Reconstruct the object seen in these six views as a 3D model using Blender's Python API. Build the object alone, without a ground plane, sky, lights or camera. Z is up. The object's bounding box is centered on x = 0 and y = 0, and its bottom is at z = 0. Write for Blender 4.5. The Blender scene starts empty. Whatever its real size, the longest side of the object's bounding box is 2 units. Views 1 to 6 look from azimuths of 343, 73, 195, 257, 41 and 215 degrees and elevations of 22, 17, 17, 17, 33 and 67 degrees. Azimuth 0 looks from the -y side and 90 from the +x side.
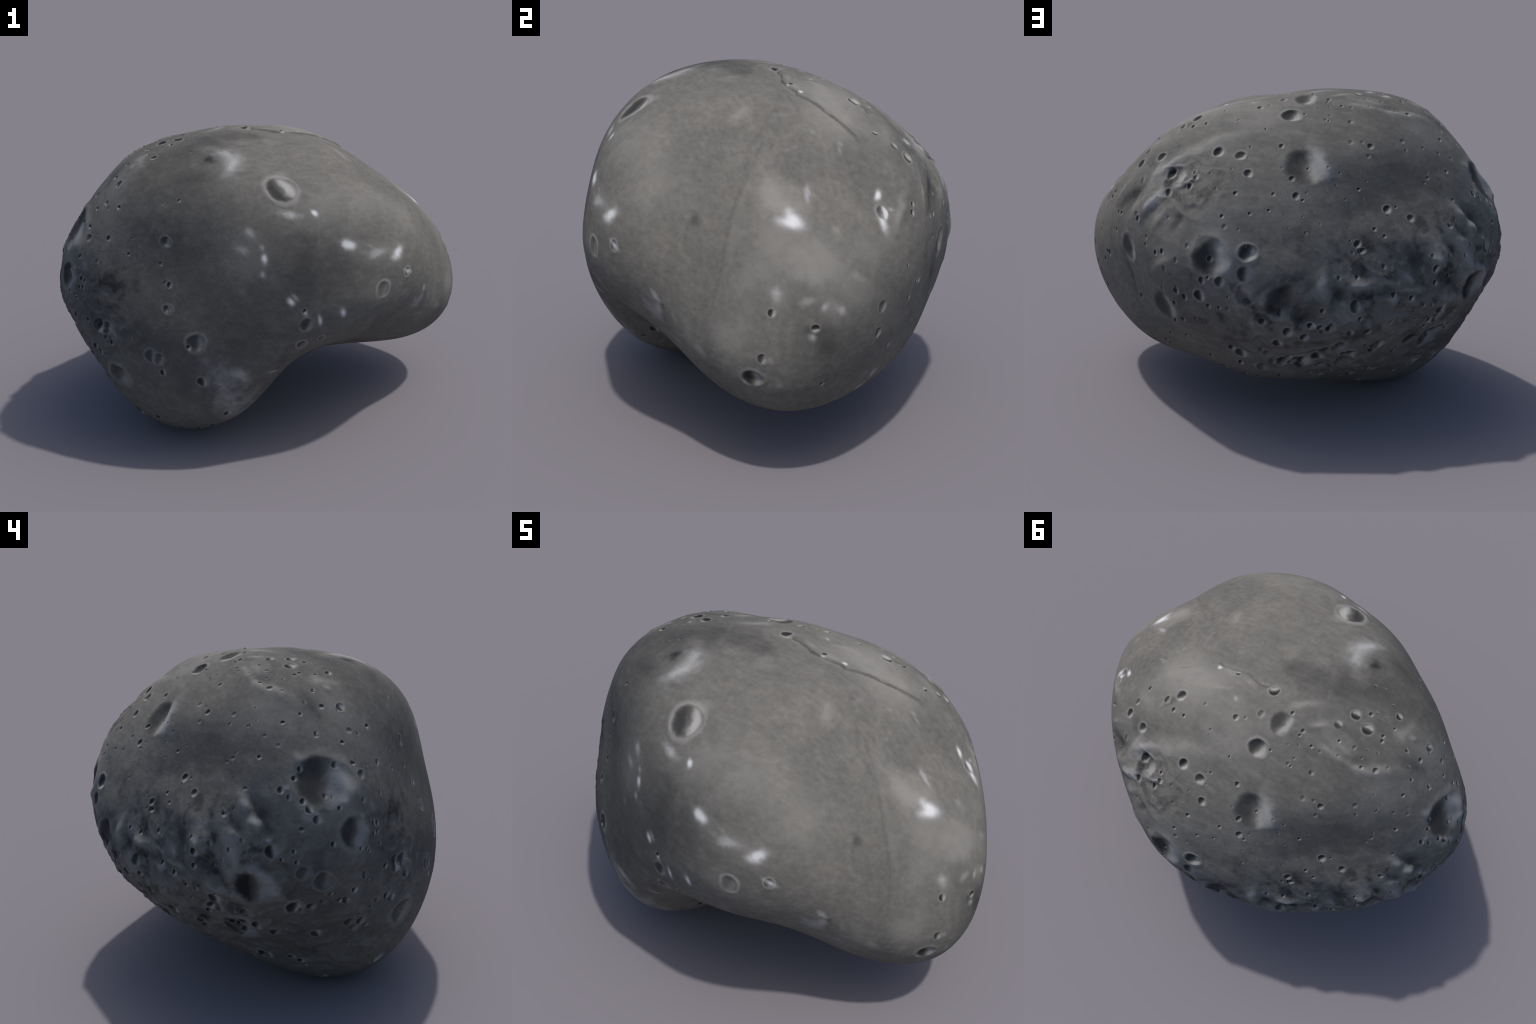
"""A small irregular moon: a smooth bean-shaped body of dark regolith, cut by craters,
with pale and dark patches, and crater light and shadow painted into the colour."""
import math
import bpy
import numpy as np
from mathutils import Matrix, noise as mnoise, Vector

rng = np.random.default_rng(7)

# ------------------------------------------------------------------ the body
# Radii (m) of level cross-sections around the core point, one ring per latitude;
# the surface is a smooth Gaussian interpolation through them.
CORE = np.array([0.0, 0.03, 0.80])
RINGS = [
    (-90, [0.698]),
    (-72, [0.704, 0.696, 0.762, 0.766, 0.629, 0.682]),
    (-54, [0.774, 0.764, 0.733, 0.755, 0.762, 0.812, 0.923, 0.978, 0.851, 0.619, 0.615, 0.688]),
    (-36, [0.903, 0.824, 0.764, 0.747, 0.758, 0.775, 0.819, 0.886, 0.994, 1.010, 0.949, 0.771, 0.637, 0.701, 0.848, 0.967]),
    (-18, [1.000, 0.862, 0.778, 0.756, 0.763, 0.769, 0.790, 0.821, 0.874, 0.935, 0.985, 0.967, 0.907, 0.864, 0.802, 0.793, 0.822, 0.921, 1.055]),
    (0, [0.885, 0.807, 0.757, 0.749, 0.753, 0.723, 0.722, 0.764, 0.878, 0.952, 0.985, 0.885, 0.815, 0.787, 0.786, 0.824, 0.877, 0.900, 0.907, 0.943]),
    (18, [0.759, 0.759, 0.744, 0.718, 0.699, 0.656, 0.646, 0.658, 0.747, 0.858, 0.907, 0.840, 0.770, 0.765, 0.771, 0.813, 0.839, 0.823, 0.775]),
    (36, [0.663, 0.683, 0.641, 0.625, 0.610, 0.624, 0.682, 0.782, 0.833, 0.816, 0.766, 0.740, 0.731, 0.727, 0.681, 0.664]),
    (54, [0.604, 0.620, 0.605, 0.587, 0.606, 0.647, 0.720, 0.721, 0.694, 0.647, 0.640, 0.630]),
    (72, [0.573, 0.584, 0.618, 0.630, 0.597, 0.575]),
    (90, [0.578]),
]

# ------------------------------------------------------------------ the relief
# Craters by face and kind: (longitude, latitude, radius in mm, bearing of the wall painted as lit)
CRATERS = {
    "top": {
        "bowl": [(110.8, 62, 44, -35), (131.2, 87.1, 25, 90), (7.4, 72.5, 13, -160), (34.9, 50.3, 25, 10), (74.7, 68.9, 16, 5),
            (34.1, 24.6, 24, 25), (43.2, 30, 24, -5), (-168.4, 57.4, 23, 5), (-173.1, 52.4, 26, 0), (-159.9, 45.1, 15, -40),
            (-164.9, 32.5, 20, 15), (70.5, 38.7, 25, -10), (82.4, 38.7, 25, -35), (65.2, 28.5, 11, 10), (67.6, 26.3, 15, 10),
            (88.8, 31.2, 21, -15), (129.6, 5.3, 17, -45), (130.9, 3.3, 13, -50), (142.7, 15.1, 19, -55), (148.3, 11.3, 18, -60)],
        "soft": [(135.3, 72.5, 51, -50), (30.8, 29.2, 18, 20), (179.6, 60.5, 20, 0), (114.3, 34.6, 91, 0), (58.1, 24.6, 58, 5)],
        "ring": [(103.4, 76.2, 19, -20)],
        "pit": [(35.1, 44.1, 17, 40), (42.3, 46.4, 12, 30), (48.2, 50, 10, 25), (155.3, 74.8, 10, -80), (26.1, 34.8, 12, 50),
            (122.2, 62, 8, -40), (154.9, 66.7, 11, -75), (150.4, 65.7, 8, -70), (-164.2, 53.2, 12, -120), (-166.2, 45.3, 8, -115),
            (-172, 47.4, 10, -105), (-174.4, 46.9, 11, -100), (171.3, 56.5, 9, -90), (154.9, 60.1, 9, -75), (-171.5, 38.8, 8, -95),
            (-158.3, 26, 11, -85), (115.9, 34.6, 8, -40), (108, 30, 14, -35), (103.1, 44.9, 13, -25), (54.8, 25.7, 26, -5),
            (67, 22.8, 16, 10), (59.8, 19.1, 18, 20), (85.8, 22.8, 12, -20), (83, 14.4, 10, -20), (92.3, 16, 9, -30),
            (99, 17.5, 8, -30), (100.3, 23.6, 10, -30), (109.5, 23, 17, -35), (111.9, 21.3, 8, -40), (135.4, 23.7, 9, -55),
            (146.7, 38.1, 15, -65), (145.7, 15.3, 7, -60), (168.3, 21.5, 10, -75), (136.4, 9.4, 10, -50), (138.6, 7, 9, -50),
            (-175.5, 25.6, 10, -85), (-168.7, 22.9, 10, -85), (-167.3, 17.4, 9, -80), (175.9, 30.5, 10, -85),
            (-170.9, 33.6, 13, -95), (173.7, 42.5, 14, -85), (170.1, 45.8, 10, -85), (158.7, 7.1, 13, -70), (176.9, 4.2, 12, -75)],
        "faint": [(46.3, 60.1, 11, 30), (42.4, 20.1, 17, 35), (84.2, 71.6, 10, -5), (137.6, 63.8, 6, -55), (140, 57.9, 8, -60),
            (174.5, 51.9, 11, -95), (158, 57.1, 10, -75), (165.1, 52.9, 8, -85), (81, 32.1, 8, -5), (84.5, 11.1, 13, -25),
            (124.5, 33.4, 9, -45), (139.6, 42.2, 13, -55), (144.4, 40.7, 11, -60), (159.6, 35.6, 14, -75), (165, 30.8, 9, -75),
            (170.1, 27.4, 9, -80), (173.7, 24.3, 10, -80), (143.6, 34.8, 12, -60), (139.4, 26.2, 7, -60), (160.3, 21.7, 11, -70),
            (158.4, 20.7, 8, -70), (-165.2, 25.7, 15, -90), (-178.3, 32.1, 9, -85), (178.1, 40.7, 9, -90), (173.3, 48, 8, -90),
            (147.9, 51, 14, -65), (135, 56.2, 11, -55), (164.1, 13.5, 11, -75)],
    },
    "north": {
        "pit": [(48.6, 8.1, 15, 0), (59.3, -0.8, 13, -5), (62.6, 0.2, 14, -5), (81.1, 0.9, 15, -15), (66, -16.6, 12, -5),
            (45.1, -19.6, 14, 0), (80.5, -14.3, 13, -20), (84.3, -14.2, 10, -20), (67.2, -23.1, 12, -15), (63, -24.6, 11, -10),
            (84.6, -33.2, 18, -25), (64.4, -31.5, 10, -25), (55.4, -32.3, 10, -15), (71.3, -41, 13, -25), (48, -37, 12, -25),
            (98.2, -18, 20, -25), (24.4, -8.3, 11, 5), (20.5, -11.6, 14, 5), (18.8, -2.6, 9, 10), (106.2, -21.3, 23, -30),
            (111.6, -22.8, 20, -30), (79.1, -5.8, 17, -15), (136.1, -1.5, 13, -30), (150.3, -6.9, 14, -25),
            (128.2, -16.2, 15, -30), (138.4, -9.8, 13, -25), (147.6, -13.1, 11, -25), (147.5, -18.5, 9, -30),
            (116.1, -19, 16, -30), (123.4, -48.9, 14, -50), (116.6, -13.5, 13, -25), (149.9, 0.5, 11, -30), (121.9, -4.2, 11, -25),
            (127.7, -4.2, 12, -25)],
        "soft": [(42.8, -2.9, 60, 15), (60, -19.4, 74, 0)],
        "faint": [(53.8, 0.6, 12, -5), (63.6, -5, 16, -5), (73.1, 3.9, 13, -15), (69, -1.3, 14, -10), (76.4, -24.4, 8, -20),
            (73.9, -21, 10, -15), (61.2, -12.4, 12, 0), (87.2, -14.3, 15, -25), (127.5, 2.9, 10, -30), (138.1, -17.9, 11, -30)],
        "deep": [(81.8, 1.5, 86, 5), (92.5, -2.9, 33, 0), (126.6, -12.5, 29, -5)],
        "bowl": [(93.1, 3.4, 40, -25), (85.1, -5.5, 23, -20), (77.7, -11.2, 29, 0), (68.2, -11.5, 19, -5), (71.4, -13, 17, -10),
            (88.1, -35.1, 29, 0), (111.6, -37.3, 53, 20), (130.1, 3.2, 14, -30), (150.5, -3, 20, -30), (143.6, -10.8, 14, -25),
            (113, -18.8, 16, -25), (129, -32.6, 40, -30), (168.1, -40.9, 32, -15)],
        "ring": [(92.6, -9.3, 43, 35)],
        "dim": [(104.3, -11.4, 76, -20)],
        "basin": [(133.2, -2.8, 197, 0)],
    },
    "west": {
        "bluebowl": [(-176.5, 14.1, 115, -15), (-171.1, 2.2, 63, -15), (-155.2, -9.2, 33, -20), (161.1, -27.4, 75, -10)],
        "pit": [(-172.7, 17.8, 15, -15), (178.3, 17.8, 13, -15), (176.6, 15.6, 13, -15), (174.8, 11.4, 11, -10),
            (177.9, 10.3, 14, -15), (-179.4, 6.2, 19, -15), (-176.8, 11, 12, -15), (-174, 8.1, 10, -15), (-167.1, 8.8, 11, -20),
            (-171.3, 39.3, 10, -30), (-175.4, 26.3, 10, -20), (-178.2, 32.4, 9, -25), (-167.7, 17.6, 11, -15),
            (-158.6, 16.4, 13, -15), (168.2, 21.8, 9, -15), (175, -0.6, 10, -10), (175.5, -3, 10, -10), (172.2, -2.4, 10, -10),
            (-176.4, 0.7, 11, -15), (-169.7, -1.6, 10, -20), (-167.6, -2.2, 10, -25), (-162.1, -8, 14, -25),
            (-176.8, -11.3, 10, -20), (-172.4, -13.6, 9, -20), (-167.3, -9.6, 8, -25), (-165.7, -17.5, 9, -25),
            (177, -38.4, 18, 10), (-163.8, 2.7, 12, -20), (-164.2, 0.8, 12, -25), (160.3, -0.8, 11, -5), (155.7, -14, 10, 5)],
        "ring": [(-166, 14.5, 20, -35), (-139, 19.1, 27, -15), (-153.7, -23.2, 66, -30), (-138.3, -16.2, 30, -25),
            (-136.7, -1.8, 20, -20)],
        "bowl": [(173.1, 13.1, 16, -10), (179, 8.5, 16, 35), (-170.9, -11.5, 14, -25), (-178.4, -25.2, 22, 40), (179.9, -39.3, 19, 5),
            (168.8, -41.8, 32, 25), (-155.3, -38.6, 33, -35), (147.4, -29.5, 20, 5)],
        "faint": [(-175.1, 10.6, 8, -15), (-140.2, 11.8, 13, -20), (-138.1, 5.9, 11, -20), (-178.4, -11.2, 8, -20),
            (-161.9, -17.4, 7, -25), (177.1, -16.8, 13, -15), (-168.9, -23.7, 21, -20), (-165.8, -23.2, 18, -25),
            (-163.7, -2.1, 9, -25), (158.4, 7.5, 13, -5), (155, -0, 13, 0), (155.3, -5.9, 12, 0), (163.4, 1.5, 12, -5)],
        "deep": [(170, -0.6, 26, 5), (165.7, -9.9, 85, 5)],
    },
    "south": {
        "bowl": [(-136.5, 5.4, 14, -5), (-137.6, -20.2, 16, 5), (-125.6, -23, 26, 0)],
        "faint": [(-160.7, 9, 12, 0), (-92.2, -8.1, 34, -25)],
        "pit": [(-164.9, 3, 13, 0), (-129.1, -12.4, 14, -15), (-165.4, 0.7, 11, 0), (-92.5, -3.3, 11, -25)],
        "ring": [(-135.9, -1.8, 23, 40), (-126.9, -11.2, 42, -10), (-140.8, -15.4, 32, 0)],
        "halo": [(-93.4, -15.6, 26, -35), (-86.4, -14.7, 18, -35), (-56.8, 2.1, 21, -25), (-67, -0.4, 36, -25)],
    },
    "southeast": {
        "streaked": [(-94.3, 38.3, 67, 25)],
    },
    "east": {
        "deep": [(-20.8, -19.5, 39, 5)],
        "pit": [(-17, -6.6, 15, -15), (-8.5, -9.4, 15, -90), (-6.6, -21.5, 11, -40), (26.1, -8.5, 16, -25), (7.8, -15.3, 20, -35),
            (14.1, -21.8, 17, -40), (-18.8, -15, 18, -15), (25.4, 11.7, 11, -20), (24.2, 9.6, 13, -20)],
        "bowl": [(11.2, -29.2, 25, -45), (7.5, -32.4, 25, -55)],
        "faint": [(8.5, -9.3, 26, -30)],
        "snowy": [(12.9, 11.2, 27, -5)],
    },
}
# Pale and dark patches: (longitude, latitude, half length mm, half width mm, bearing)
PATCHES = {
    "south": {
        "snow": [(-75.6, 15.3, 39, 14, -20), (-59.7, 8.7, 36, 17, 40), (-84.2, 27.6, 17, 8, -45), (-104.3, 14.6, 26, 11, -90),
            (-96.8, 0.4, 23, 11, -65), (-87.7, -7.1, 27, 9, -85), (-80.4, -5.5, 28, 11, -75)],
        "glow": [(-94.3, 28.8, 57, 13, -20), (-104.9, 18.5, 21, 10, -80), (-105.3, 9.7, 24, 10, -65), (-66.4, 11.1, 69, 14, -10),
            (-112, 18.3, 38, 14, -45), (-109.2, 23.6, 35, 14, -60), (-117.3, -31.9, 212, 63, -85), (-113.4, -22.3, 67, 23, -40),
            (-95.3, 1.7, 19, 7, -60), (-92.2, -4.3, 17, 10, -30), (-103.2, -25.2, 37, 7, -25), (-44.5, -11.9, 56, 16, 45)],
        "hazy": [(-110.9, 13.9, 172, 99, -20), (-80.5, 29.5, 110, 72, -40)],
        "murk": [(-117.9, 10.9, 482, 271, -25), (-129.9, -10.9, 439, 236, 20), (-141.3, 42.3, 271, 160, 50), (-86.6, 8, 246, 127, 5),
            (-137.6, 20.4, 203, 130, -30), (-117.7, 5.7, 289, 185, -15), (-93.1, 7.2, 220, 127, 15), (-110.7, -6.6, 219, 129, 15),
            (-154.7, -0.4, 200, 120, -25), (-140.1, -10.8, 213, 118, -35), (-126.1, -26.5, 164, 118, -60),
            (-156.6, 43.1, 144, 89, 80)],
        "rubble": [(-157.8, 1.9, 255, 135, -70)],
        "dark": [(-115.4, -31.7, 45, 20, -70)],
    },
    "southeast": {
        "snow2": [(-117.5, 49.8, 92, 33, 90)],
        "glow": [(-125, 55.5, 62, 31, 0), (-94.1, 28.7, 48, 13, -25), (-67.3, 10.4, 40, 11, 0), (-44.5, -8.1, 31, 11, -50)],
        "black": [(-131, 50.8, 49, 29, 100)],
        "snow": [(-84.3, 27.5, 19, 9, -60), (-75.9, 15.4, 44, 13, -30), (-59.7, 8.6, 48, 17, 20), (-56.6, 2.2, 31, 8, -25)],
        "hazy": [(-94.2, 44.6, 75, 20, 40), (-76.1, 15.1, 47, 28, -5), (-59.9, 9.4, 73, 37, 10), (-68.4, 11.6, 74, 33, -15),
            (-68, -0.4, 58, 38, 20)],
        "glow2": [(-69.3, 13.6, 22, 7, -15), (-115.5, -21.3, 81, 13, 0)],
        "blue": [(-47, -12.5, 70, 16, -35)],
    },
    "top": {
        "shade": [(-135.5, 72, 171, 61, -95), (-148.3, 52.8, 148, 60, -75), (-135, 40.2, 112, 40, -145), (-150.9, 64.7, 101, 44, -55),
            (-102.3, 77.2, 89, 33, -130), (37.1, 45.4, 50, 13, 95), (170.5, 47.9, 84, 21, -60), (-174.1, 34.1, 89, 20, -75)],
        "glow2": [(179.3, 74.3, 77, 12, -50), (170.6, 64.5, 67, 13, -40), (-17.6, 18.2, 122, 32, 95), (-32.5, 47.6, 60, 24, 85),
            (8.5, 31.7, 27, 6, 85), (18, 43.2, 62, 13, 95), (14.4, 54.1, 47, 13, 100), (10, 69.4, 42, 12, 90),
            (18.7, 79.1, 47, 12, 65), (32.3, 65.9, 62, 15, 80), (35.9, 42.5, 45, 9, 115), (163.5, 53.8, 98, 14, -65),
            (169.5, 44.7, 64, 12, -60), (164.4, 9.8, 73, 17, -50), (169.3, 51.9, 118, 25, -80), (174.8, 41.7, 88, 22, -50),
            (-165.7, 42.6, 78, 22, -35), (61.8, 38.9, 191, 35, 50)],
        "pale": [(20.5, 59.7, 153, 46, 100), (31.5, 34.7, 116, 35, 40), (23.2, 56, 226, 89, 60)],
        "snow": [(12.2, 9.3, 46, 13, 90), (13.8, 15.5, 29, 9, 50), (-12.5, 10.7, 49, 19, 165), (7.9, 63.1, 14, 7, 80)],
        "glow": [(-7.2, 17.8, 46, 9, 75), (51.8, 72.8, 16, 8, 15), (50.9, 26.1, 96, 21, 65), (53.7, 13.8, 118, 28, 55)],
        "hazy": [(81.3, 62, 204, 85, 10)],
    },
    "east": {
        "snow": [(-11.7, 11.4, 51, 18, -60), (14, 15.9, 21, 9, -110)],
        "glow2": [(-13.6, 14.1, 100, 42, -50), (0.7, 39.5, 14, 7, -65), (9.6, 33.3, 18, 8, -75), (-16.2, 17.9, 70, 27, -65),
            (-9.5, -4.6, 32, 11, 15), (-15.5, -20.6, 18, 11, -40), (-17.2, -15.1, 16, 9, -70), (1.7, -1.2, 32, 17, -35),
            (-1.5, 8.8, 29, 13, -75), (-39.6, -12.1, 28, 10, -80), (-32.7, -17.7, 30, 14, -25)],
        "glow": [(-7.4, 17.3, 30, 7, -95), (15.9, 11.8, 19, 7, -20), (-16, -3, 24, 11, -80), (-9, -11, 16, 11, -30),
            (-2.9, -6.8, 20, 10, -45), (-6.2, -5.8, 27, 9, 45), (-45.3, -7.4, 31, 8, -65)],
        "hazy": [(-11.6, 11.5, 92, 49, -60), (13.4, 11.8, 70, 32, -105), (-15.7, -3.9, 64, 34, -85), (-4.4, -6.2, 67, 30, -30),
            (-16.6, 7.3, 125, 67, -35), (-26.6, -12.3, 80, 45, -65), (5.7, 3.9, 114, 57, -55), (-0.1, -3.1, 113, 55, -30),
            (-20.8, 0, 86, 55, 45), (-48, 16.7, 154, 71, -60), (-62.5, 27, 190, 88, -15), (-35.9, -14.9, 104, 28, -75),
            (-10.7, 18.1, 72, 28, -70), (-23.8, -10.9, 117, 44, -80)],
        "shade": [(-6.3, -13.6, 51, 26, -45), (-8.2, -10.1, 76, 17, -10), (-35.1, 10.8, 32, 18, 70)],
        "pale": [(-7.3, 2.5, 118, 60, 0), (16.4, 45.8, 214, 90, -115), (-8.9, 3.9, 159, 100, -20)],
        "blue": [(-48.7, -10.5, 42, 11, -65), (-47.6, -13.4, 46, 9, -20), (-40.7, -18.5, 53, 12, -10)],
        "dark": [(-42.9, -10, 38, 12, -85)],
        "murk": [(-7.9, -0.4, 262, 198, -60), (9.4, 25.7, 116, 60, -80), (-5.3, -14.2, 125, 66, -40)],
    },
    "west": {
        "blue": [(-171.4, 13.3, 68, 29, -60), (-171.8, 10.5, 54, 21, -115), (178.2, 20.5, 25, 14, -70), (174.5, 13.3, 14, 8, -60),
            (179.1, 6.7, 69, 16, -40), (164.2, 9.2, 40, 14, -40), (166.7, 5.4, 32, 19, -20), (161, -1.5, 85, 19, -70),
            (151.5, -0.8, 29, 13, 5), (128.1, -6.8, 56, 21, -10), (143.6, -8.5, 67, 11, 0), (138, -11.6, 34, 10, -10),
            (169.5, 1.6, 24, 11, -20), (167, -6.1, 37, 15, -25), (166.7, -6.5, 56, 19, -45), (169.7, 2, 27, 12, 10),
            (171.3, -0.2, 25, 11, -65), (166.3, 5.5, 38, 19, -35), (-168.8, 3, 51, 13, -55), (-172.8, 9.2, 33, 14, 20),
            (-179.9, 7.5, 53, 11, -60)],
        "dark": [(167, 8.7, 64, 29, -45), (121.5, -9.6, 70, 20, 60), (136.5, -8.7, 89, 21, -5), (168.3, 7.7, 40, 24, -35),
            (168.3, -4.1, 61, 21, -10), (169.9, 4.7, 55, 29, -65), (162.2, 4.6, 41, 19, -40), (155.8, -4.6, 75, 29, -25),
            (155.9, 1.9, 60, 19, -70), (139.8, -12.1, 21, 10, -10), (146.1, -1.7, 84, 35, -55)],
        "glow2": [(-165.8, 38.9, 24, 12, -75), (155.9, -12.1, 100, 17, -20)],
        "glow": [(169.2, -8.8, 75, 24, -65)],
        "rubble": [(163.1, 1.4, 331, 187, -55), (138.1, -4.9, 294, 148, -5)],
        "murk": [(178.7, 48, 369, 162, -20), (-179.1, -26.6, 405, 201, 25), (158.4, 24.2, 241, 130, -25), (-161.4, 0.4, 194, 88, -70),
            (178.5, -6.1, 174, 110, -15), (141.5, 3, 194, 79, -35)],
        "hazy": [(-166.1, 32.5, 131, 64, -75), (169.5, 33.1, 169, 89, 0)],
    },
    "north": {
        "blue": [(116.6, -5, 47, 17, 70), (128.8, -6.5, 59, 23, -5), (142.4, -5, 68, 12, -40), (138.5, -11.1, 30, 11, -5),
            (98.8, -10.5, 62, 14, 55), (101.4, -16, 69, 13, -30), (84.9, -2.8, 54, 17, 30), (94.9, -19.3, 42, 14, -90),
            (117.9, -7.6, 60, 21, -100), (137, -6.4, 84, 26, -15), (151.6, -0.2, 64, 30, 15), (161, -3.9, 73, 36, 25)],
        "dark": [(119.5, -7.3, 54, 21, -70), (121.5, -10, 34, 21, -25), (137.4, -8.1, 85, 20, -40), (111.2, -14.7, 63, 29, -70),
            (106, -10.4, 72, 34, -70), (99.6, -6.3, 64, 15, 30), (53.2, 26.3, 49, 18, 65), (145.1, -8.7, 109, 27, 5),
            (143.8, -2.6, 82, 45, -75), (155.2, -7, 90, 41, -45)],
        "glow": [(86.1, 1.1, 74, 24, -70), (54.9, 15.2, 69, 16, 50), (54.4, 28.3, 63, 6, 25), (66.1, 25, 46, 7, 50),
            (121.8, 35.6, 87, 30, -75)],
        "glow2": [(62.7, -3.7, 75, 17, 30), (79, 4.8, 62, 17, 40), (48, 24, 81, 16, 105), (32.3, 13, 77, 9, 65),
            (19.4, 10.8, 127, 22, 45), (47.1, 12, 85, 20, 55), (59.9, 10.8, 67, 19, 55)],
        "shade": [(40.5, -12.2, 84, 17, -70), (67.6, 10.2, 48, 18, 60), (67.4, 23.7, 45, 12, 35), (42.6, 14, 91, 21, 60),
            (114.2, 39.4, 81, 30, -75), (38.3, 12.2, 107, 23, 45), (53.6, 11.2, 104, 22, 55)],
        "rubble": [(85.5, -12, 291, 160, -20), (139.9, -8.5, 451, 196, -10), (106.3, -13.4, 210, 144, -10), (58.3, 24.2, 277, 126, 20)],
        "murk": [(111.7, -7.6, 159, 91, -75), (144.1, 20.9, 272, 120, 5), (70.6, -9.8, 121, 81, -30)],
        "hazy": [(64.6, 4.8, 136, 81, -35), (80.7, 10.7, 161, 79, 10)],
    },
}
# Scarp and grooves: way points (longitude, latitude)
LINES = {
    "scarp": [(16.9, 34.3), (14.9, 42.6), (12.1, 50.5), (9.1, 56), (3.3, 61.5), (5.6, 64.5), (3.6, 70.4), (1.2, 77.6), (25.4, 84.4), (58.6, 87.6)],
    "grooveA": [(-20.2, 35.6), (-24.4, 20.6), (-26.8, 9.9), (-27.7, 1.5), (-30, -8.6)],
    "grooveB": [(-23.8, 30.3), (-25.7, 17.9), (-27.6, 7.7), (-28, 0.1)],
}

#         depth/r  power  lip   painted-shadow  painted-light  rim   tone
KINDS = {
    "bowl":     (0.27, 1.0, 0.24, 0.90, 0.68, 0.26, "dust"),
    "soft":     (0.18, 1.5, 0.15, 0.66, 0.58, 0.06, "dust"),
    "pit":      (0.27, 1.1, 0.18, 0.92, 0.50, 0.18, "dust"),
    "faint":    (0.14, 1.4, 0.12, 0.50, 0.30, 0.08, "dust"),
    "ring":     (0.14, 1.2, 0.25, 0.48, 0.34, 0.22, "dust"),
    "deep":     (0.24, 1.2, 0.18, 0.97, 0.75, 0.14, "blue"),
    "bluebowl": (0.18, 1.2, 0.20, 0.80, 0.80, 0.18, "blue"),
    "basin":    (0.06, 1.5, 0.20, 0.16, 0.10, 0.06, "blue"),
    "halo":     (0.07, 1.2, 0.40, 0.42, 0.15, 0.50, "dust"),
    "streaked": (0.20, 0.8, 0.22, 0.72, 0.80, 0.35, "dust"),
    "snowy":    (0.18, 1.2, 0.15, 0.75, 0.90, 0.10, "snow"),
    "worn":     (0.22, 1.0, 0.30, 0.45, 0.35, 0.16, "blue"),
    "dim":      (0.16, 1.2, 0.10, 0.80, 0.10, 0.05, "dust"),
}
TONES = {
    "dust": (0.370, 0.360, 0.335), "blue": (0.226, 0.227, 0.228), "snow": (0.560, 0.560, 0.565),  # "dust" is the light tint for crater walls drawn sunlit
    "glow": (0.340, 0.335, 0.330), "pale": (0.216, 0.208, 0.190), "dark": (0.022, 0.023, 0.025),
}
#           tone   amount  softness
PATCH_TONES = {
    "snow":  ("snow", 0.95, 1.05), "snow2": ("glow", 0.85, 1.2), "glow": ("glow", 0.62, 1.2), "glow2": ("pale", 0.75, 1.2),
    "hazy":  ("pale", 0.40, 1.3), "pale": ("pale", 0.55, 1.3), "blue": ("blue", 0.62, 1.0),
    "dark":  ("dark", 0.62, 1.0), "shade": ("dark", 0.50, 1.3), "black": ("dark", 0.95, 0.9),
    "rubble": ("dark", 0.9, 1.3), "murk": ("dark", 0.30, 1.6),
}


def direction(lon, lat):
    lo, la = np.radians(lon), np.radians(lat)
    return np.stack([np.cos(la) * np.cos(lo), np.cos(la) * np.sin(lo), np.sin(la)], -1)


def cage():
    dirs, radii = [], []
    for row, (lat, ring) in enumerate(RINGS):
        for k, r in enumerate(ring):
            dirs.append(direction(360 * (k + 0.5 * (row % 2)) / len(ring), lat))
            radii.append(r)
    return np.array(dirs), np.array(radii)


KNOTS, RADII = cage()


def kernel(a):
    return np.exp((np.clip(a @ KNOTS.T, -1, 1) - 1) / 0.12)


MEAN = RADII.mean()
WEIGHTS = np.linalg.solve(kernel(KNOTS) + 1e-6 * np.eye(len(KNOTS)), RADII - MEAN)


def body_radius(dirs):
    return np.concatenate([MEAN + kernel(part) @ WEIGHTS for part in np.array_split(dirs, max(1, len(dirs) // 60000))])


def surface(dirs):
    dirs = np.atleast_2d(dirs)
    return CORE + dirs * body_radius(dirs)[:, None]


def frame(lon, lat, bearing):
    """Point, and axes (along the bearing, across it, outward) of the body at a direction."""
    d, step = direction(lon, lat), 0.02
    lo, la = math.radians(lon), math.radians(lat)
    east = np.array([-math.sin(lo), math.cos(lo), 0.0])
    north = np.array([-math.sin(la) * math.cos(lo), -math.sin(la) * math.sin(lo), math.cos(la)])
    ring = [d, d + east * step, d - east * step, d + north * step, d - north * step]
    p = surface(np.array([v / np.linalg.norm(v) for v in ring]))
    out = np.cross(p[1] - p[2], p[3] - p[4])
    out /= np.linalg.norm(out)
    b = math.radians(bearing)
    along = east * math.cos(b) + north * math.sin(b)
    along -= out * (along @ out)
    along /= np.linalg.norm(along)
    return p[0], along, np.cross(out, along), out


class Feature:
    def __init__(self, kind, sort, lon, lat, length, width, bearing):
        self.kind, self.sort, self.length, self.width = kind, sort, length, width
        self.place, self.along, self.across, self.out = frame(lon, lat, bearing)
        self.dir = direction(lon, lat)
        if sort == "patch":              # patches are rounded, wider than their core
            self.width = min(1.45 * width, max(length, width))
        self.reach = {"crater": 1.7, "patch": 2.1, "line": 1.0}[sort] * length + (width * 3 if sort == "line" else 0)
        self.wobble = rng.uniform(0, 2 * math.pi, 3)
        self.strength = rng.uniform(0.84, 1.08)
        if sort == "crater":             # none is perfectly round
            self.width = width * rng.uniform(0.90, 1.08)

    def local(self, points):
        q = points - self.place
        return q @ self.along, q @ self.across, q @ self.out


features = []
for face in CRATERS.values():
    for kind, rows in face.items():
        for lon, lat, r, bearing in rows:
            features.append(Feature(kind, "crater", lon, lat, r / 1000, r / 1000, bearing))
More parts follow.
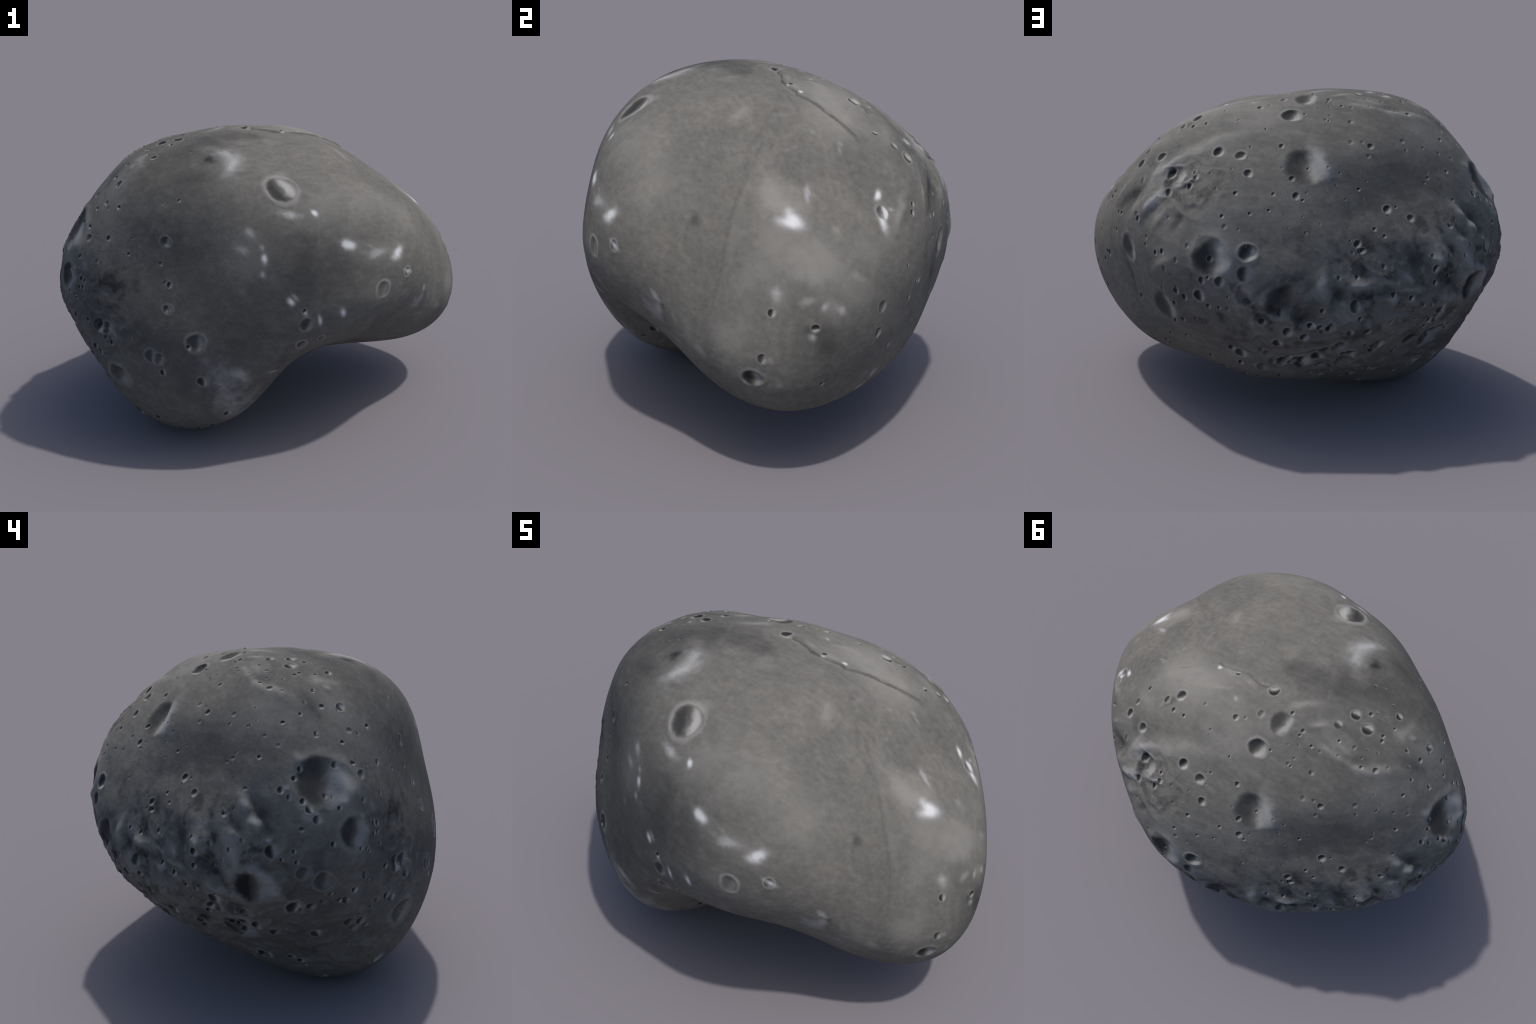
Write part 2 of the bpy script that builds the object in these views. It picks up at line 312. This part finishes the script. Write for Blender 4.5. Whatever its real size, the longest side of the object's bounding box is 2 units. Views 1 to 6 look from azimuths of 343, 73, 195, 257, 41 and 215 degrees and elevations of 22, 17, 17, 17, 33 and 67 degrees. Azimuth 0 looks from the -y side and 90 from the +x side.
# fine pits peppered over the old cratered face, crowded hollows in the battered belt,
# and sparse craters where the pictures do not reach
for _ in range(120):
    lon, lat = rng.uniform(15, 225), math.degrees(math.asin(rng.uniform(-0.55, 0.9)))
    r = 0.0045 * math.exp(abs(rng.normal(0, 0.45)))
    features.append(Feature(rng.choice(["pit", "faint", "faint", "faint"]), "crater", lon, lat, r, r, rng.uniform(-50, 10)))
for _ in range(64):
    lon = rng.uniform(95, 208)
    lat = -24 + 10 * (lon - 150) / 60 + rng.normal(0, 6.5)
    r = 0.014 * math.exp(abs(rng.normal(0, 0.55)))
    features.append(Feature(rng.choice(["worn", "worn", "bowl", "soft", "deep", "dim"]), "crater", lon, lat, r, r, rng.uniform(-40, 20)))
for _ in range(110):
    lon, lat = rng.uniform(0, 360), math.degrees(math.asin(rng.uniform(-1, -0.6)))
    r = rng.uniform(0.008, 0.024)
    features.append(Feature(rng.choice(["pit", "faint", "bowl"]), "crater", lon, lat, r, r, rng.uniform(-40, 30)))
features.sort(key=lambda f: -f.length)
for name, face in PATCHES.items():
    for kind, rows in face.items():
        for lon, lat, a, b, bearing in rows:
            features.append(Feature(kind, "patch", lon, lat, a / 1000, b / 1000, bearing))
            features[-1].old = name in ("north", "west") or (name == "top" and 20 < lon < 225 and lat < 70)
segments = []
for kind, way in LINES.items():
    pts = surface(direction(*np.array(way, float).T))
    for a, b in zip(pts[:-1], pts[1:]):
        mid, run = (a + b) / 2 - CORE, b - a
        lon, lat = math.degrees(math.atan2(mid[1], mid[0])), math.degrees(math.asin(mid[2] / np.linalg.norm(mid)))
        f = Feature(kind, "line", lon, lat, np.linalg.norm(run) / 2, 0.006 if kind == "scarp" else 0.009, 0)
        run /= np.linalg.norm(run)
        f.along = run - f.out * (run @ f.out)
        f.along /= np.linalg.norm(f.along)
        f.across = np.cross(f.out, f.along)
        segments.append(f)
features += segments
craters = [f for f in features if f.sort == "crater"]


# ------------------------------------------------------------------ the mesh
def icosphere(levels):
    t = (1 + 5 ** 0.5) / 2
    v = np.array([(-1, t, 0), (1, t, 0), (-1, -t, 0), (1, -t, 0), (0, -1, t), (0, 1, t), (0, -1, -t), (0, 1, -t), (t, 0, -1), (t, 0, 1), (-t, 0, -1), (-t, 0, 1)], float)
    f = np.array([(0, 11, 5), (0, 5, 1), (0, 1, 7), (0, 7, 10), (0, 10, 11), (1, 5, 9), (5, 11, 4), (11, 10, 2), (10, 7, 6), (7, 1, 8), (3, 9, 4), (3, 4, 2), (3, 2, 6), (3, 6, 8), (3, 8, 9), (4, 9, 5), (2, 4, 11), (6, 2, 10), (8, 6, 7), (9, 8, 1)])
    v /= np.linalg.norm(v, axis=1)[:, None]
    for _ in range(levels):
        e = np.sort(np.concatenate([f[:, [0, 1]], f[:, [1, 2]], f[:, [2, 0]]]), 1)
        key, back = np.unique(e[:, 0].astype(np.int64) * len(v) + e[:, 1], return_inverse=True)
        mid = v[key // len(v)] + v[key % len(v)]
        m = back.reshape(3, -1) + len(v)
        v = np.concatenate([v, mid / np.linalg.norm(mid, axis=1)[:, None]])
        f = np.concatenate([np.stack(s, 1) for s in ((f[:, 0], m[0], m[2]), (f[:, 1], m[1], m[0]), (f[:, 2], m[2], m[1]), (m[0], m[1], m[2]))])
    return v, f


DIRS, FACES = icosphere(8)


def value_noise(p, seed):
    """Smooth lattice noise of points, -1..1."""
    lattice = np.random.default_rng(seed).uniform(-1, 1, (32, 32, 32))
    i = np.floor(p).astype(int)
    f = p - i
    f = f * f * (3 - 2 * f)
    total = 0
    for dx in (0, 1):
        for dy in (0, 1):
            for dz in (0, 1):
                w = np.abs(1 - dx - f[:, 0]) * np.abs(1 - dy - f[:, 1]) * np.abs(1 - dz - f[:, 2])
                total = total + w * lattice[(i[:, 0] + dx) % 32, (i[:, 1] + dy) % 32, (i[:, 2] + dz) % 32]
    return total


def smooth(lo, hi, x):
    t = np.clip((x - lo) / (hi - lo), 0, 1)
    return t * t * (3 - 2 * t)


BASE = surface(DIRS)
lift = np.zeros(len(DIRS))
# rubble of the old battered end, gentle swells elsewhere
battered = sum(np.exp(-((DIRS @ direction(lon, lat)) - 1) ** 2 / (2 * w * w)) for lon, lat, w in ((104, -28, 0.03), (128, -26, 0.05), (155, -22, 0.06), (180, -18, 0.06), (193, -14, 0.03), (66, 24, 0.02)))
battered = np.clip(battered, 0, 1)
n = value_noise(BASE @ np.array(Matrix.Rotation(0.7, 3, Vector((1, 2, 3)))).T * 7 + 40, 1)
lift += 0.0012 * n
# long low swells and grooves running round the old cratered face
old_face = smooth(0.15, 0.55, DIRS @ direction(118, 28))
bands = BASE @ np.array(Matrix.Rotation(0.12, 3, "X")).T * (5.5, 5.5, 14) + 11
lift += old_face * (0.0024 * value_noise(bands, 21) + 0.0007 * (0.4 - 1.4 * np.abs(value_noise(bands * 1.9, 22))))
for v in np.where(battered > 0.03)[0]:
    p = Vector(BASE[v])
    p += 0.05 * mnoise.noise_vector(p * 6)
    lump = 0.40 * mnoise.noise(p * 7.3) + 0.62 * (0.45 - 1.6 * abs(mnoise.noise(p * 12.7 + Vector((3, 7, 1))))) + 0.16 * (0.4 - 1.5 * abs(mnoise.noise(p * 27)))
    lift[v] += 0.021 * battered[v] * lump
# pale crests stand proud and dark troughs lie low on the old cratered faces
for f in features:
    if f.sort == "patch" and f.old and f.kind in ("glow", "glow2", "blue", "dark", "shade", "black"):
        near = np.where(DIRS @ f.dir > math.cos(min(1.5, 3.0 * f.length / 0.6)))[0]
        x, y, _ = f.local(BASE[near])
        hill = np.exp(-1.3 * ((x / f.length) ** 2 + (y / f.width) ** 2))
        lift[near] += hill * min(0.015, 0.30 * f.width) * (1 if f.kind in ("glow", "glow2", "blue") else -1)
for f in craters:
    depth, power, lip = KINDS[f.kind][:3]
    near = np.where(DIRS @ f.dir > math.cos(min(1.5, 2.6 * f.length / 0.6)))[0]
    x, y, _ = f.local(BASE[near])
    a = np.arctan2(y, x)
    r = np.hypot(x / f.length, y / f.width) * (1 + 0.09 * np.sin(2 * a + f.wobble[0]) + 0.04 * np.sin(3 * a + f.wobble[1]) + 0.02 * np.sin(5 * a + f.wobble[2]))
    bowl = np.clip(1 - r * r, 0, 1) ** power
    depth *= min(1.0, (0.045 / f.length) ** 0.5)       # wide craters are shallower
    lift[near] += depth * f.length * (lip * np.exp(-((r - 1.02) / 0.22) ** 2) * np.where(r < 1, 1, np.exp(-(r - 1) * 1.5)) - bowl)
# the terrace edge and the faint grooves follow their way points
for kind in LINES:
    run = [f for f in segments if f.kind == kind]
    near = np.where(DIRS @ run[len(run) // 2].dir > 0.72)[0]
    gap, across = np.full(len(near), 9.0), np.zeros(len(near))
    jitter = 0.006 * value_noise(BASE[near] * 22, 9)
    for f in run:
        x, y, _ = f.local(BASE[near])
        over = np.clip(np.abs(x) - f.length, 0, None)
        d = np.hypot(over, y)
        side = np.sign(f.across @ (surface(direction(75, 50))[0] - f.place))
        across = np.where(d < gap, y * side + jitter, across)
        gap = np.minimum(gap, d)
    ends = np.exp(-np.clip(gap - np.abs(across), 0, None) / 0.02)
    if kind == "scarp":
        lift[near] += ends * (0.011 * smooth(-0.005, 0.008, across) * np.exp(-np.clip(across, 0, None) / 0.09) - 0.003 * np.exp(-((across + 0.006) / 0.006) ** 2))
    else:
        lift[near] += -0.0022 * ends * np.exp(-(across / 0.009) ** 2)

POINTS = BASE + DIRS * lift[:, None]

corner = POINTS[FACES]
flat = np.cross(corner[:, 1] - corner[:, 0], corner[:, 2] - corner[:, 0])
NORMALS = np.zeros_like(POINTS)
for k in range(3):
    for axis in range(3):
        NORMALS[:, axis] += np.bincount(FACES[:, k], flat[:, axis], len(POINTS))
NORMALS /= np.linalg.norm(NORMALS, axis=1)[:, None]

# ------------------------------------------------------------------ materials
CELLS = 280
k = np.arange(CELLS) + 0.5
CELL_DIRS = direction(np.degrees(k * math.pi * (1 + 5 ** 0.5)), np.degrees(np.arcsin(1 - 2 * k / CELLS)))
face_mid = DIRS[FACES].mean(1)
face_mid /= np.linalg.norm(face_mid, axis=1)[:, None]
face_cell = np.concatenate([(part.astype(np.float32) @ CELL_DIRS.T.astype(np.float32)).argmax(1) for part in np.array_split(face_mid, 24)])
face_place = BASE[FACES].mean(1)
members = [[] for _ in range(CELLS)]
few = np.arange(0, len(FACES), 7)
by_cell = [face_place[few[face_cell[few] == c]] for c in range(CELLS)]
for f in features:
    for c in np.where(CELL_DIRS @ f.dir > math.cos(min(3.0, 0.22 + (f.reach + 0.012) / 0.5)))[0]:
        if len(by_cell[c]) and ((by_cell[c] - f.place) ** 2).sum(1).min() < (f.reach + 0.012) ** 2:
            members[c].append(f)


class Tree:
    """Short-hand for wiring shader nodes."""

    def __init__(self, tree):
        self.tree = tree

    def node(self, kind, **inputs):
        n = self.tree.nodes.new(kind)
        for name, value in inputs.items():
            if hasattr(n, name):
                setattr(n, name, value)
        return n

    def put(self, socket, value):
        if isinstance(value, bpy.types.NodeSocket):
            self.tree.links.new(value, socket)
        else:
            socket.default_value = value

    def math(self, op, a, b=None, c=None):
        n = self.node("ShaderNodeMath", operation=op)
        for i, value in enumerate((a, b, c)):
            if value is not None:
                self.put(n.inputs[i], value)
        return n.outputs[0]

    def step(self, value, lo, hi):
        n = self.node("ShaderNodeMapRange", interpolation_type="SMOOTHSTEP")
        self.put(n.inputs["Value"], value)
        self.put(n.inputs["From Min"], lo)
        self.put(n.inputs["From Max"], hi)
        return n.outputs["Result"]

    def mix(self, amount, a, b, blend="MIX"):
        n = self.node("ShaderNodeMix", data_type="RGBA", blend_type=blend)
        self.put(n.inputs[0], amount)
        for socket, value in ((n.inputs[6], a), (n.inputs[7], b)):
            self.put(socket, (*value, 1) if isinstance(value, tuple) and len(value) == 3 else value)
        return n.outputs[2]

    def noise(self, vector, scale, detail=3.0, rough=0.55, distortion=0.0):
        n = self.node("ShaderNodeTexNoise")
        self.put(n.inputs["Vector"], vector)
        for name, value in (("Scale", scale), ("Detail", detail), ("Roughness", rough), ("Distortion", distortion)):
            n.inputs[name].default_value = value
        return n

    def split(self, vector):
        n = self.node("ShaderNodeSeparateXYZ")
        self.put(n.inputs[0], vector)
        return n.outputs


def group(name, inputs, outputs):
    g = bpy.data.node_groups.new(name, "ShaderNodeTree")
    for direction_, sockets in (("INPUT", inputs), ("OUTPUT", outputs)):
        for label, kind in sockets:
            g.interface.new_socket(label, in_out=direction_, socket_type="NodeSocket" + kind)
    t = Tree(g)
    return g, t, t.node("NodeGroupInput").outputs, t.node("NodeGroupOutput").inputs


def soil_group():
    """Colour of the plain regolith and its fine grain, from object coordinates."""
    g, t, src, out = group("regolith_soil", [("Place", "Vector")], [("Color", "Color"), ("Grain", "Float"), ("Warp", "Vector")])
    p = src["Place"]
    broad, mid, fine = t.noise(p, 2.6, 4, 0.6, 0.5), t.noise(p, 9.0, 5, 0.62, 0.8), t.noise(p, 46.0, 4, 0.65)
    base = t.mix(t.step(broad.outputs[0], 0.36, 0.64), (0.1190, 0.1145, 0.1050), (0.1440, 0.1365, 0.1225))
    base = t.mix(t.math("MULTIPLY", t.step(mid.outputs[0], 0.48, 0.72), 0.42), base, (0.098, 0.099, 0.096))
    base = t.mix(t.math("MULTIPLY", t.step(mid.outputs[0], 0.50, 0.28), 0.35), base, (0.185, 0.176, 0.162))
    shade = t.math("MULTIPLY_ADD", fine.outputs[0], 0.55, 0.725)
    streak = t.node("ShaderNodeMapping")
    t.put(streak.inputs["Vector"], p)
    streak.inputs["Rotation"].default_value = (0.5, 0.3, 0.8)
    streak.inputs["Scale"].default_value = (9, 42, 42)
    brushed = t.noise(streak.outputs[0], 1.0, 3)
    shade = t.math("MULTIPLY", shade, t.math("MULTIPLY_ADD", brushed.outputs[0], 0.5, 0.75))
    grey = t.node("ShaderNodeCombineColor")
    for i in range(3):
        t.put(grey.inputs[i], shade)
    t.put(out["Color"], t.mix(1.0, base, grey.outputs[0], "MULTIPLY"))
    t.put(out["Grain"], t.math("ADD", fine.outputs[0], t.math("MULTIPLY", mid.outputs[0], 0.6)))
    warp = t.node("ShaderNodeVectorMath", operation="SUBTRACT")
    t.put(warp.inputs[0], t.noise(p, 14.0, 3, 0.6).outputs["Color"])
    warp.inputs[1].default_value = (0.5, 0.5, 0.5)
    t.put(out["Warp"], warp.outputs[0])
    return g


def warped(t, src, amount):
    scaled = t.node("ShaderNodeVectorMath", operation="SCALE")
    t.put(scaled.inputs[0], src["Warp"])
    t.put(scaled.inputs["Scale"], amount)
    n = t.node("ShaderNodeVectorMath", operation="ADD")
    t.put(n.inputs[0], scaled.outputs[0])
    t.put(n.inputs[1], src["Local"])
    return t.split(n.outputs[0])


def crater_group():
    """Baked crater shading: shadow darkens one wall, light brightens the other, thin pale lip."""
    g, t, src, out = group("crater_painted_shading", [("Color", "Color"), ("Local", "Vector"), ("Warp", "Vector"), ("Dark", "Float"), ("Dust", "Float"), ("Rim", "Float"), ("Tone", "Color")], [("Color", "Color")])
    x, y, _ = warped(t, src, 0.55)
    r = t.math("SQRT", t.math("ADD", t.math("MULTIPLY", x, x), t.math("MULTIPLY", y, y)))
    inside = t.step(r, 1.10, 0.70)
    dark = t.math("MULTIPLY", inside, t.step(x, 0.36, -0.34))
    dust = t.math("MULTIPLY", inside, t.math("MULTIPLY", t.step(x, 0.02, 0.48), t.step(r, 0.10, 0.45)))  # mask of the wall lightened to look sunlit
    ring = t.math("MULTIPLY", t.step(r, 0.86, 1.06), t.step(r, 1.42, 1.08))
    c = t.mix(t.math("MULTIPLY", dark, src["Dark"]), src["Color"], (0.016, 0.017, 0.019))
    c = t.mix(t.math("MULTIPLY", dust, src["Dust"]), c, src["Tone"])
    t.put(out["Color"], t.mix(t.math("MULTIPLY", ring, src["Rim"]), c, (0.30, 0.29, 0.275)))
    return g


def patch_group():
    """A soft, smudged pale or dark patch."""
    g, t, src, out = group("soft_patch", [("Color", "Color"), ("Local", "Vector"), ("Warp", "Vector"), ("Amount", "Float"), ("Soft", "Float"), ("Rag", "Float"), ("Tone", "Color")], [("Color", "Color")])
    x, y, _ = warped(t, src, src["Rag"])
    r2 = t.math("ADD", t.math("MULTIPLY", x, x), t.math("MULTIPLY", y, y))
    falloff = t.math("EXPONENT", t.math("MULTIPLY", t.math("DIVIDE", r2, src["Soft"]), -1.5))
    edge = t.math("POWER", falloff, 1.15)
    uneven = t.math("ADD", t.split(src["Warp"])[0], 0.55)
    uneven = t.step(uneven, 0.1, 0.65)
    edge = t.math("MULTIPLY", edge, t.math("MULTIPLY_ADD", uneven, 0.5, 0.55))
    t.put(out["Color"], t.mix(t.math("MULTIPLY", edge, src["Amount"]), src["Color"], src["Tone"]))
    return g


def rubble_group():
    """Broken ground: dark hollows and pale ridges jumbled together inside a soft-edged area."""
    g, t, src, out = group("rubble_soil", [("Color", "Color"), ("Local", "Vector"), ("Place", "Vector"), ("Amount", "Float"), ("Scale", "Float")], [("Color", "Color")])
    x, y, _ = t.split(src["Local"])
    r2 = t.math("ADD", t.math("MULTIPLY", x, x), t.math("MULTIPLY", y, y))
    inside = t.math("EXPONENT", t.math("MULTIPLY", r2, -1.3))
    lump = t.noise(src["Place"], 9.0, 5, 0.62, 0.25)
    t.put(lump.inputs["Scale"], src["Scale"])
    height = lump.outputs[0]
    dark = t.math("MULTIPLY", inside, t.step(height, 0.50, 0.33))
    pale = t.math("MULTIPLY", inside, t.step(height, 0.56, 0.70))
    c = t.mix(t.math("MULTIPLY", dark, src["Amount"]), src["Color"], (0.018, 0.019, 0.021))
    t.put(out["Color"], t.mix(t.math("MULTIPLY", pale, t.math("MULTIPLY", src["Amount"], 0.7)), c, (0.190, 0.190, 0.190)))
    return g


def line_group():
    """A narrow dark crack foot with a pale edge."""
    g, t, src, out = group("scarp_line", [("Color", "Color"), ("Local", "Vector"), ("Warp", "Vector"), ("Length", "Float"), ("Amount", "Float")], [("Color", "Color")])
    x, y, _ = warped(t, src, 3.2)
    ends = t.step(t.math("SUBTRACT", t.math("ABSOLUTE", x), src["Length"]), 0.8, -0.8)
    dark = t.math("MULTIPLY", ends, t.step(t.math("ABSOLUTE", y), 1.0, 0.2))
    pale = t.math("MULTIPLY", ends, t.step(t.math("ABSOLUTE", t.math("ADD", y, -2.2)), 2.4, 0.4))
    c = t.mix(t.math("MULTIPLY", dark, src["Amount"]), src["Color"], (0.03, 0.03, 0.03))
    t.put(out["Color"], t.mix(t.math("MULTIPLY", pale, t.math("MULTIPLY", src["Amount"], 0.5)), c, (0.24, 0.23, 0.21)))
    return g


SOIL, CRATER, PATCH, LINE, RUBBLE = soil_group(), crater_group(), patch_group(), line_group(), rubble_group()


def regolith(cell_features):
    mat = bpy.data.materials.new("regolith")
    mat.use_nodes = True
    t = Tree(mat.node_tree)
    shader = mat.node_tree.nodes["Principled BSDF"]
    place = t.node("ShaderNodeTexCoord").outputs["Object"]

    def use(g, **sockets):
        n = t.node("ShaderNodeGroup")
        n.node_tree = g
        for name, value in sockets.items():
            t.put(n.inputs[name], value)
        return n.outputs

    soil = use(SOIL, Place=place)
    colour = soil["Color"]
    # patches first, then lines, then craters from large to small
    rank = {"murk": -2, "rubble": -1, "patch": 0, "line": 1, "crater": 2}
    for f in sorted(cell_features, key=lambda f: (rank.get(f.kind, rank[f.sort]), -f.length)):
        m = t.node("ShaderNodeMapping", vector_type="TEXTURE")
        t.put(m.inputs["Vector"], place)
        turn = Matrix([list(row) for row in np.stack([f.along, f.across, f.out], 1)]).to_euler("XYZ")
        m.inputs["Location"].default_value = f.place
        m.inputs["Rotation"].default_value = turn
        if f.sort == "line":
            m.inputs["Scale"].default_value = (f.width,) * 3
        else:
            m.inputs["Scale"].default_value = (f.length, f.width, f.width)
        local = m.outputs[0]
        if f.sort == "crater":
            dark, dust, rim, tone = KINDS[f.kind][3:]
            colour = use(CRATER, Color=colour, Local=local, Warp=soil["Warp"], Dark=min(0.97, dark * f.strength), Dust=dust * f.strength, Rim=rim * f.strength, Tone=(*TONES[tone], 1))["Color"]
        elif f.kind == "rubble":
            colour = use(RUBBLE, Color=colour, Local=local, Place=place, Amount=0.85, Scale=11.0)["Color"]
        elif f.sort == "patch":
            tone, amount, soft = PATCH_TONES[f.kind]
            colour = use(PATCH, Color=colour, Local=local, Warp=soil["Warp"], Amount=amount, Soft=soft * 0.8, Rag=2.4 if f.kind in ("blue", "dark", "glow2", "glow") else 1.4, Tone=(*TONES[tone], 1))["Color"]
        else:
            colour = use(LINE, Color=colour, Local=local, Warp=soil["Warp"], Length=f.length / f.width, Amount=0.38 * (f.strength * 2.6 - 1.6) if f.kind == "scarp" else 0.10)["Color"]
    bump = t.node("ShaderNodeBump")
    bump.inputs["Strength"].default_value = 0.25
    bump.inputs["Distance"].default_value = 0.006
    t.put(bump.inputs["Height"], soil["Grain"])
    t.put(shader.inputs["Normal"], bump.outputs[0])
    t.put(shader.inputs["Base Color"], colour)
    shader.inputs["Roughness"].default_value = 0.95
    shader.inputs["Specular IOR Level"].default_value = 0.12
    return mat


MATERIALS = [regolith(m) for m in members]

# ------------------------------------------------------------------ parts
moon = bpy.data.objects.new("small_moon", None)
bpy.context.scene.collection.objects.link(moon)
moon["label"] = "dark grey bean-shaped cratered moon with bright dust spots"
moon["category"] = "moon"


def part(name, chosen):
    used, faces = np.unique(FACES[chosen], return_inverse=True)
    cells, slots = np.unique(face_cell[chosen], return_inverse=True)
    mesh = bpy.data.meshes.new(name)
    mesh.vertices.add(len(used))
    mesh.vertices.foreach_set("co", POINTS[used].astype(np.float32).ravel())
    count = len(chosen)
    mesh.loops.add(count * 3)
    mesh.loops.foreach_set("vertex_index", faces.reshape(-1).astype(np.int32))
    mesh.polygons.add(count)
    mesh.polygons.foreach_set("loop_start", np.arange(0, count * 3, 3, dtype=np.int32))
    for c in cells:
        mesh.materials.append(MATERIALS[c])
    mesh.polygons.foreach_set("material_index", slots.reshape(-1).astype(np.int32))
    mesh.update()
    mesh.polygons.foreach_set("use_smooth", np.ones(count, bool))
    mesh.normals_split_custom_set_from_vertices(NORMALS[used].astype(np.float32))
    ob = bpy.data.objects.new(name, mesh)
    ob.parent = moon
    bpy.context.scene.collection.objects.link(ob)
    return ob


owner = np.full(len(FACES), -1)
for i, f in enumerate(craters):                       # large first, so small ones cut into them
    if f.kind == "basin":
        continue
    near = np.where(face_mid @ f.dir > math.cos(min(1.5, 2.0 * f.length / 0.6)))[0]
    x, y, _ = f.local(face_place[near])
    owner[near[np.hypot(x / f.length, y / f.width) < 1.08]] = i
counted = np.bincount(owner[owner >= 0], minlength=len(craters))
shown = set(np.argsort(-counted)[:300])
owner[~np.isin(owner, list(shown))] = -1
part("regolith_body", np.where(owner < 0)[0])
for i in np.unique(owner[owner >= 0]):
    part("crater", np.where(owner == i)[0])
